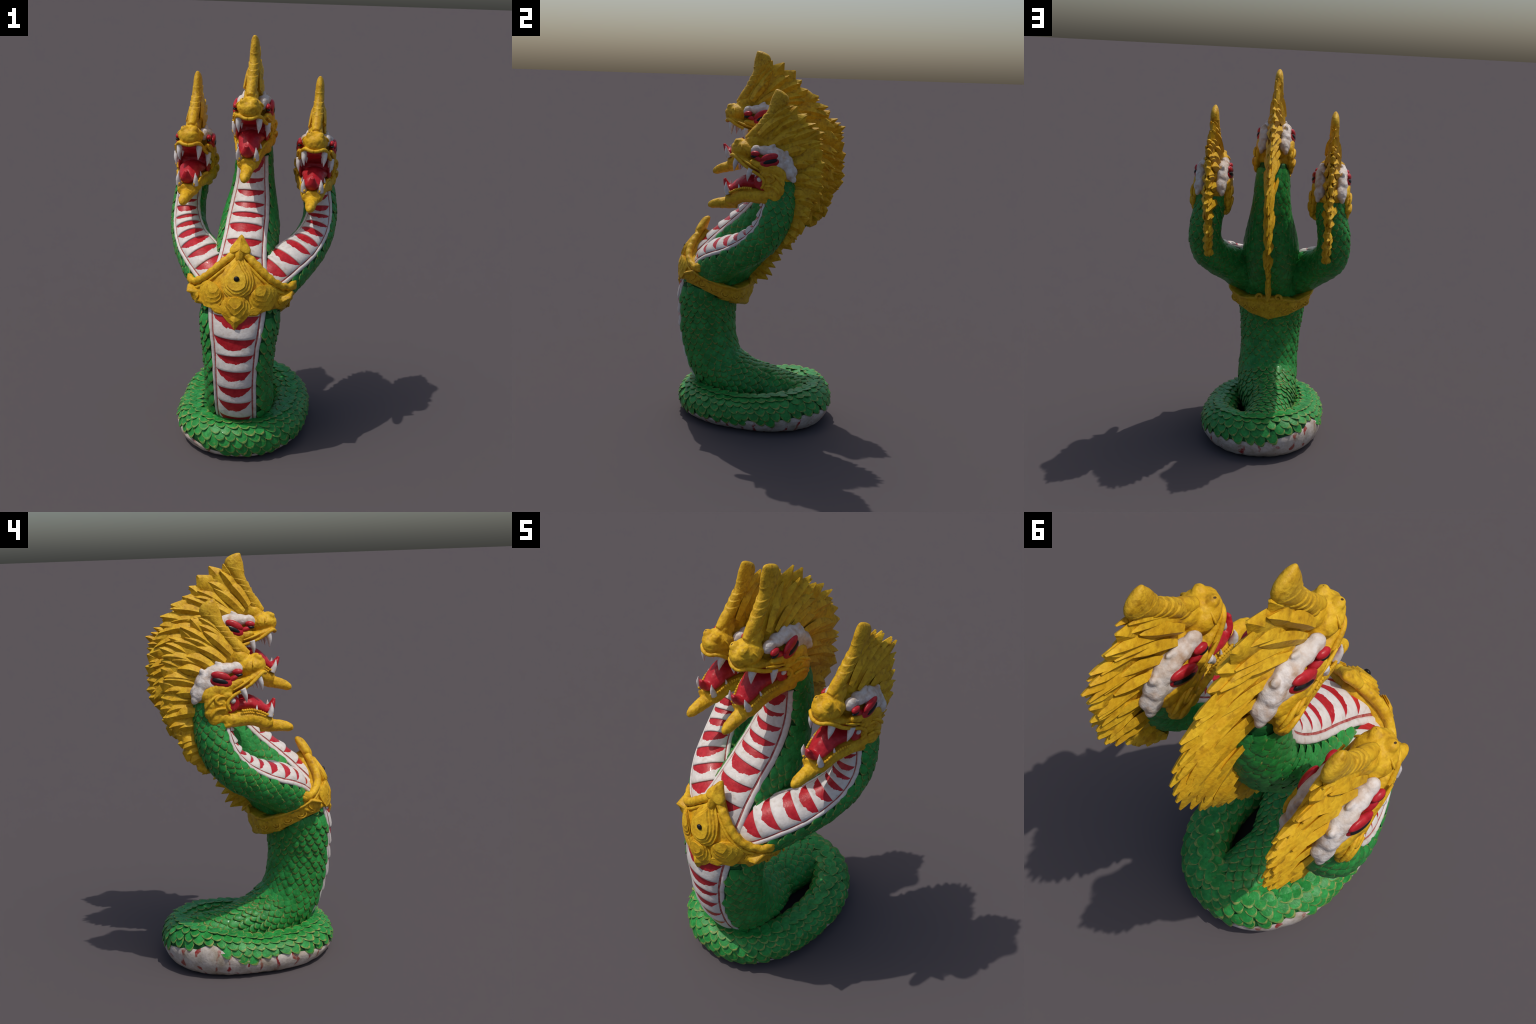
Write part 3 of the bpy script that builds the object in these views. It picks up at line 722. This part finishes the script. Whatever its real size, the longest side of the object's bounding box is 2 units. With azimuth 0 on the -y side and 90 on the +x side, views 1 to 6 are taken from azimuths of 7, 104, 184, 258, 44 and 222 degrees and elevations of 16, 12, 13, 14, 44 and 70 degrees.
def lock(p0, p1, w, h, x0, x1, bow, nseg=11, seed=0, blunt=.0, t0=.66):
    """one carved lock: sharp ridge on either side, swelling, pointed; runs in the y-z plane at sideways offset x0 -> x1"""
    p0, p1 = np.array(p0, float), np.array(p1, float); d = p1 - p0; L = np.linalg.norm(d); t = d / L; nn = np.array([-t[1], t[0]])
    rings = []; rr = random.Random(seed); lean = rr.uniform(-.35, .35)
    for i in range(nseg):
        k = i / (nseg - 1)
        c = p0 + d * k + nn * bow * L * (math.sin(math.pi * k * .85) - .75 * k ** 3)
        end = max(0, (k - t0) / (1 - t0))
        W = w * (.60 + .55 * math.sin(math.pi * min(1, .10 + .62 * k))) * (1 - end ** (1.5 if t0 > .6 else 1.1) * (.94 - blunt))
        Hh = h * (.45 + .65 * math.sin(math.pi * (.12 + .60 * k))) * (1 - .70 * end ** 1.5)
        x = x0 + (x1 - x0) * k
        ring = []
        for o, hx in ((-1, 0), (-.62, .42), (lean * .5, 1), (.70, .38), (1, 0), (.70, -.38), (lean * .5, -1), (-.62, -.42)):
            ring.append(V3(x + Hh * hx, c[0] + nn[0] * W * o, c[1] + nn[1] * W * o))
        rings.append(ring)
    return loft(rings)

def crest(IN, OUT, nrim, seed, face_end, nside):
    r = random.Random(seed); out = []
    def curve(P, t):
        k = t * (len(P) - 1); i = min(int(k), len(P) - 2); f = k - i
        a = np.array(P[max(i - 1, 0)]); b = np.array(P[i]); c = np.array(P[i + 1]); d = np.array(P[min(i + 2, len(P) - 1)])
        return .5 * (2 * b + (c - a) * f + (2 * a - 5 * b + 4 * c - d) * f ** 2 + (3 * b - 3 * c + d - a) * f ** 3)
    tt = np.linspace(0, 1, 400); ol = np.r_[0, np.cumsum([np.linalg.norm(curve(OUT, b) - curve(OUT, a)) for a, b in zip(tt[:-1], tt[1:])])]; ol /= ol[-1]
    T = lambda q: float(np.interp(q, ol, tt)); face_q = float(np.interp(face_end, tt, ol))
    def keep(nm, v, f, mat):
        me = hm(nm, v, f, mat); me.set_sharp_from_angle(angle=math.radians(38)); out.append((nm, me))
    # core plate
    nt, nk = 110, 12; v = []
    for sgn in (1, -1):
        for i in range(nt):
            t = i / (nt - 1); a, b = curve(IN, t), curve(OUT, t)
            fat = float(np.interp(t, [0, face_end, min(1, face_end * 1.5), 1], [.020, .018, .015, .014]))
            for j in range(nk):
                k = j / (nk - 1) * .84 - .05; p = a + (b - a) * k
                th = fat * (1 - .66 * max(0, k)) * (1 if j < nk - 1 else .35)
                v.append(V3(sgn * th, p[0], p[1]))
    o = nt * nk; f = grid_faces(nt, nk) + grid_faces(nt, nk, off=o)
    loop = [i * nk for i in range(nt)] + [(nt - 1) * nk + j for j in range(1, nk)] + [i * nk + nk - 1 for i in range(nt - 2, -1, -1)] + [j for j in range(nk - 2, -1, -1)]
    for a, b in zip(loop[:-1], loop[1:]): f.append((a, b, o + b, o + a))
    keep("crest", v, f, GOLD_OLD)
    # rim locks: straddle the middle, their uneven points make the jagged outline
    cutsr = np.cumsum([r.uniform(.6, 1.4) for _ in range(nrim)]); cutsr = np.r_[0, cutsr / cutsr[-1]]
    for i in range(nrim):
        ta, tb = T(cutsr[i]), T(cutsr[i + 1]); t = (ta + tb) / 2; a, b = curve(IN, t), curve(OUT, t)
        nx = curve(OUT, tb) - curve(OUT, ta); w = np.linalg.norm(nx) * .56
        s0 = .50 if t < face_end * 1.4 else .15
        st = a + (b - a) * s0
        big = np.linalg.norm(b - a)
        tip = b + (b - a) / big * r.uniform(-.006, .020) * min(1, big / .15) - nx * r.uniform(.05, .45)
        v, f = lock(st, tip, max(w * 1.08, .010), .0145, r.uniform(-.004, .004), r.uniform(-.006, .006), r.uniform(.01, .06), 12, i + seed, r.uniform(0, .06), .52)
        keep("hair_lock", v, f, GOLD)
    # side locks in overlapping layers of uneven length
    for sg in (1, -1):
        for layer, (n, s0, s1, xr, xt, h, reach) in enumerate(((nside, -.06, .97, .0155, .0105, .0120, 1.5), (nside // 2 + 1, -.14, .84, .0200, .012, .0120, 1.25), (nside // 2, -.20, .58, .040, .016, .0110, 1.02))):
            cs = np.cumsum([r.uniform(.55, 1.45) for _ in range(n)]); cs = (cs - cs[0] * .6) / cs[-1]
            for i in range(n):
                t = T(min(.99, face_q * reach * cs[i] + .008))
                t2 = min(.99, max(.0, t + r.uniform(-.012, .012))); a, b = curve(IN, t), curve(OUT, t2)
                st = a + (b - a) * s0; e = a + (b - a) * min(1.0, s1 * r.uniform(.78, 1.08))
                dt = face_end * reach * .5 / n
                gap = np.linalg.norm(curve(OUT, min(1, t + dt)) - curve(OUT, max(0, t - dt)))
                w = np.clip(gap * (.60, .34, .30)[layer] * r.uniform(.8, 1.25), .008, .021)
                v, f = lock(st, e, w, h * r.uniform(.8, 1.35), sg * (xr - .004), sg * xt * r.uniform(.8, 1.2), r.uniform(.03, .10), 12, i * 7 + layer + seed)
                keep("hair_lock", v, f, GOLD)
    return out
CREST_C = crest(IN_C, OUT_C, 27, 11, .50, 16)
CREST_S = crest(IN_S, OUT_S, 18, 12, .66, 13)

a10 = math.radians(10.1)
C0, C1 = V3(0, -.246, 1.356), V3(0, -.170, 1.217)
R = Matrix.Rotation(-a10, 4, "X")
def head_matrix(x):
    if x == 0: return Matrix.Translation(Vector(H0))
    off = Vector(H0 - C0); return Matrix.Translation(Vector((x, C1[1], C1[2])) + (R @ off)) @ R
for x in (0, .305, -.305):
    h = empty("head", root, head_matrix(x))
    for nm, me in HEAD + (CREST_C if x == 0 else CREST_S): put(nm, me, h)
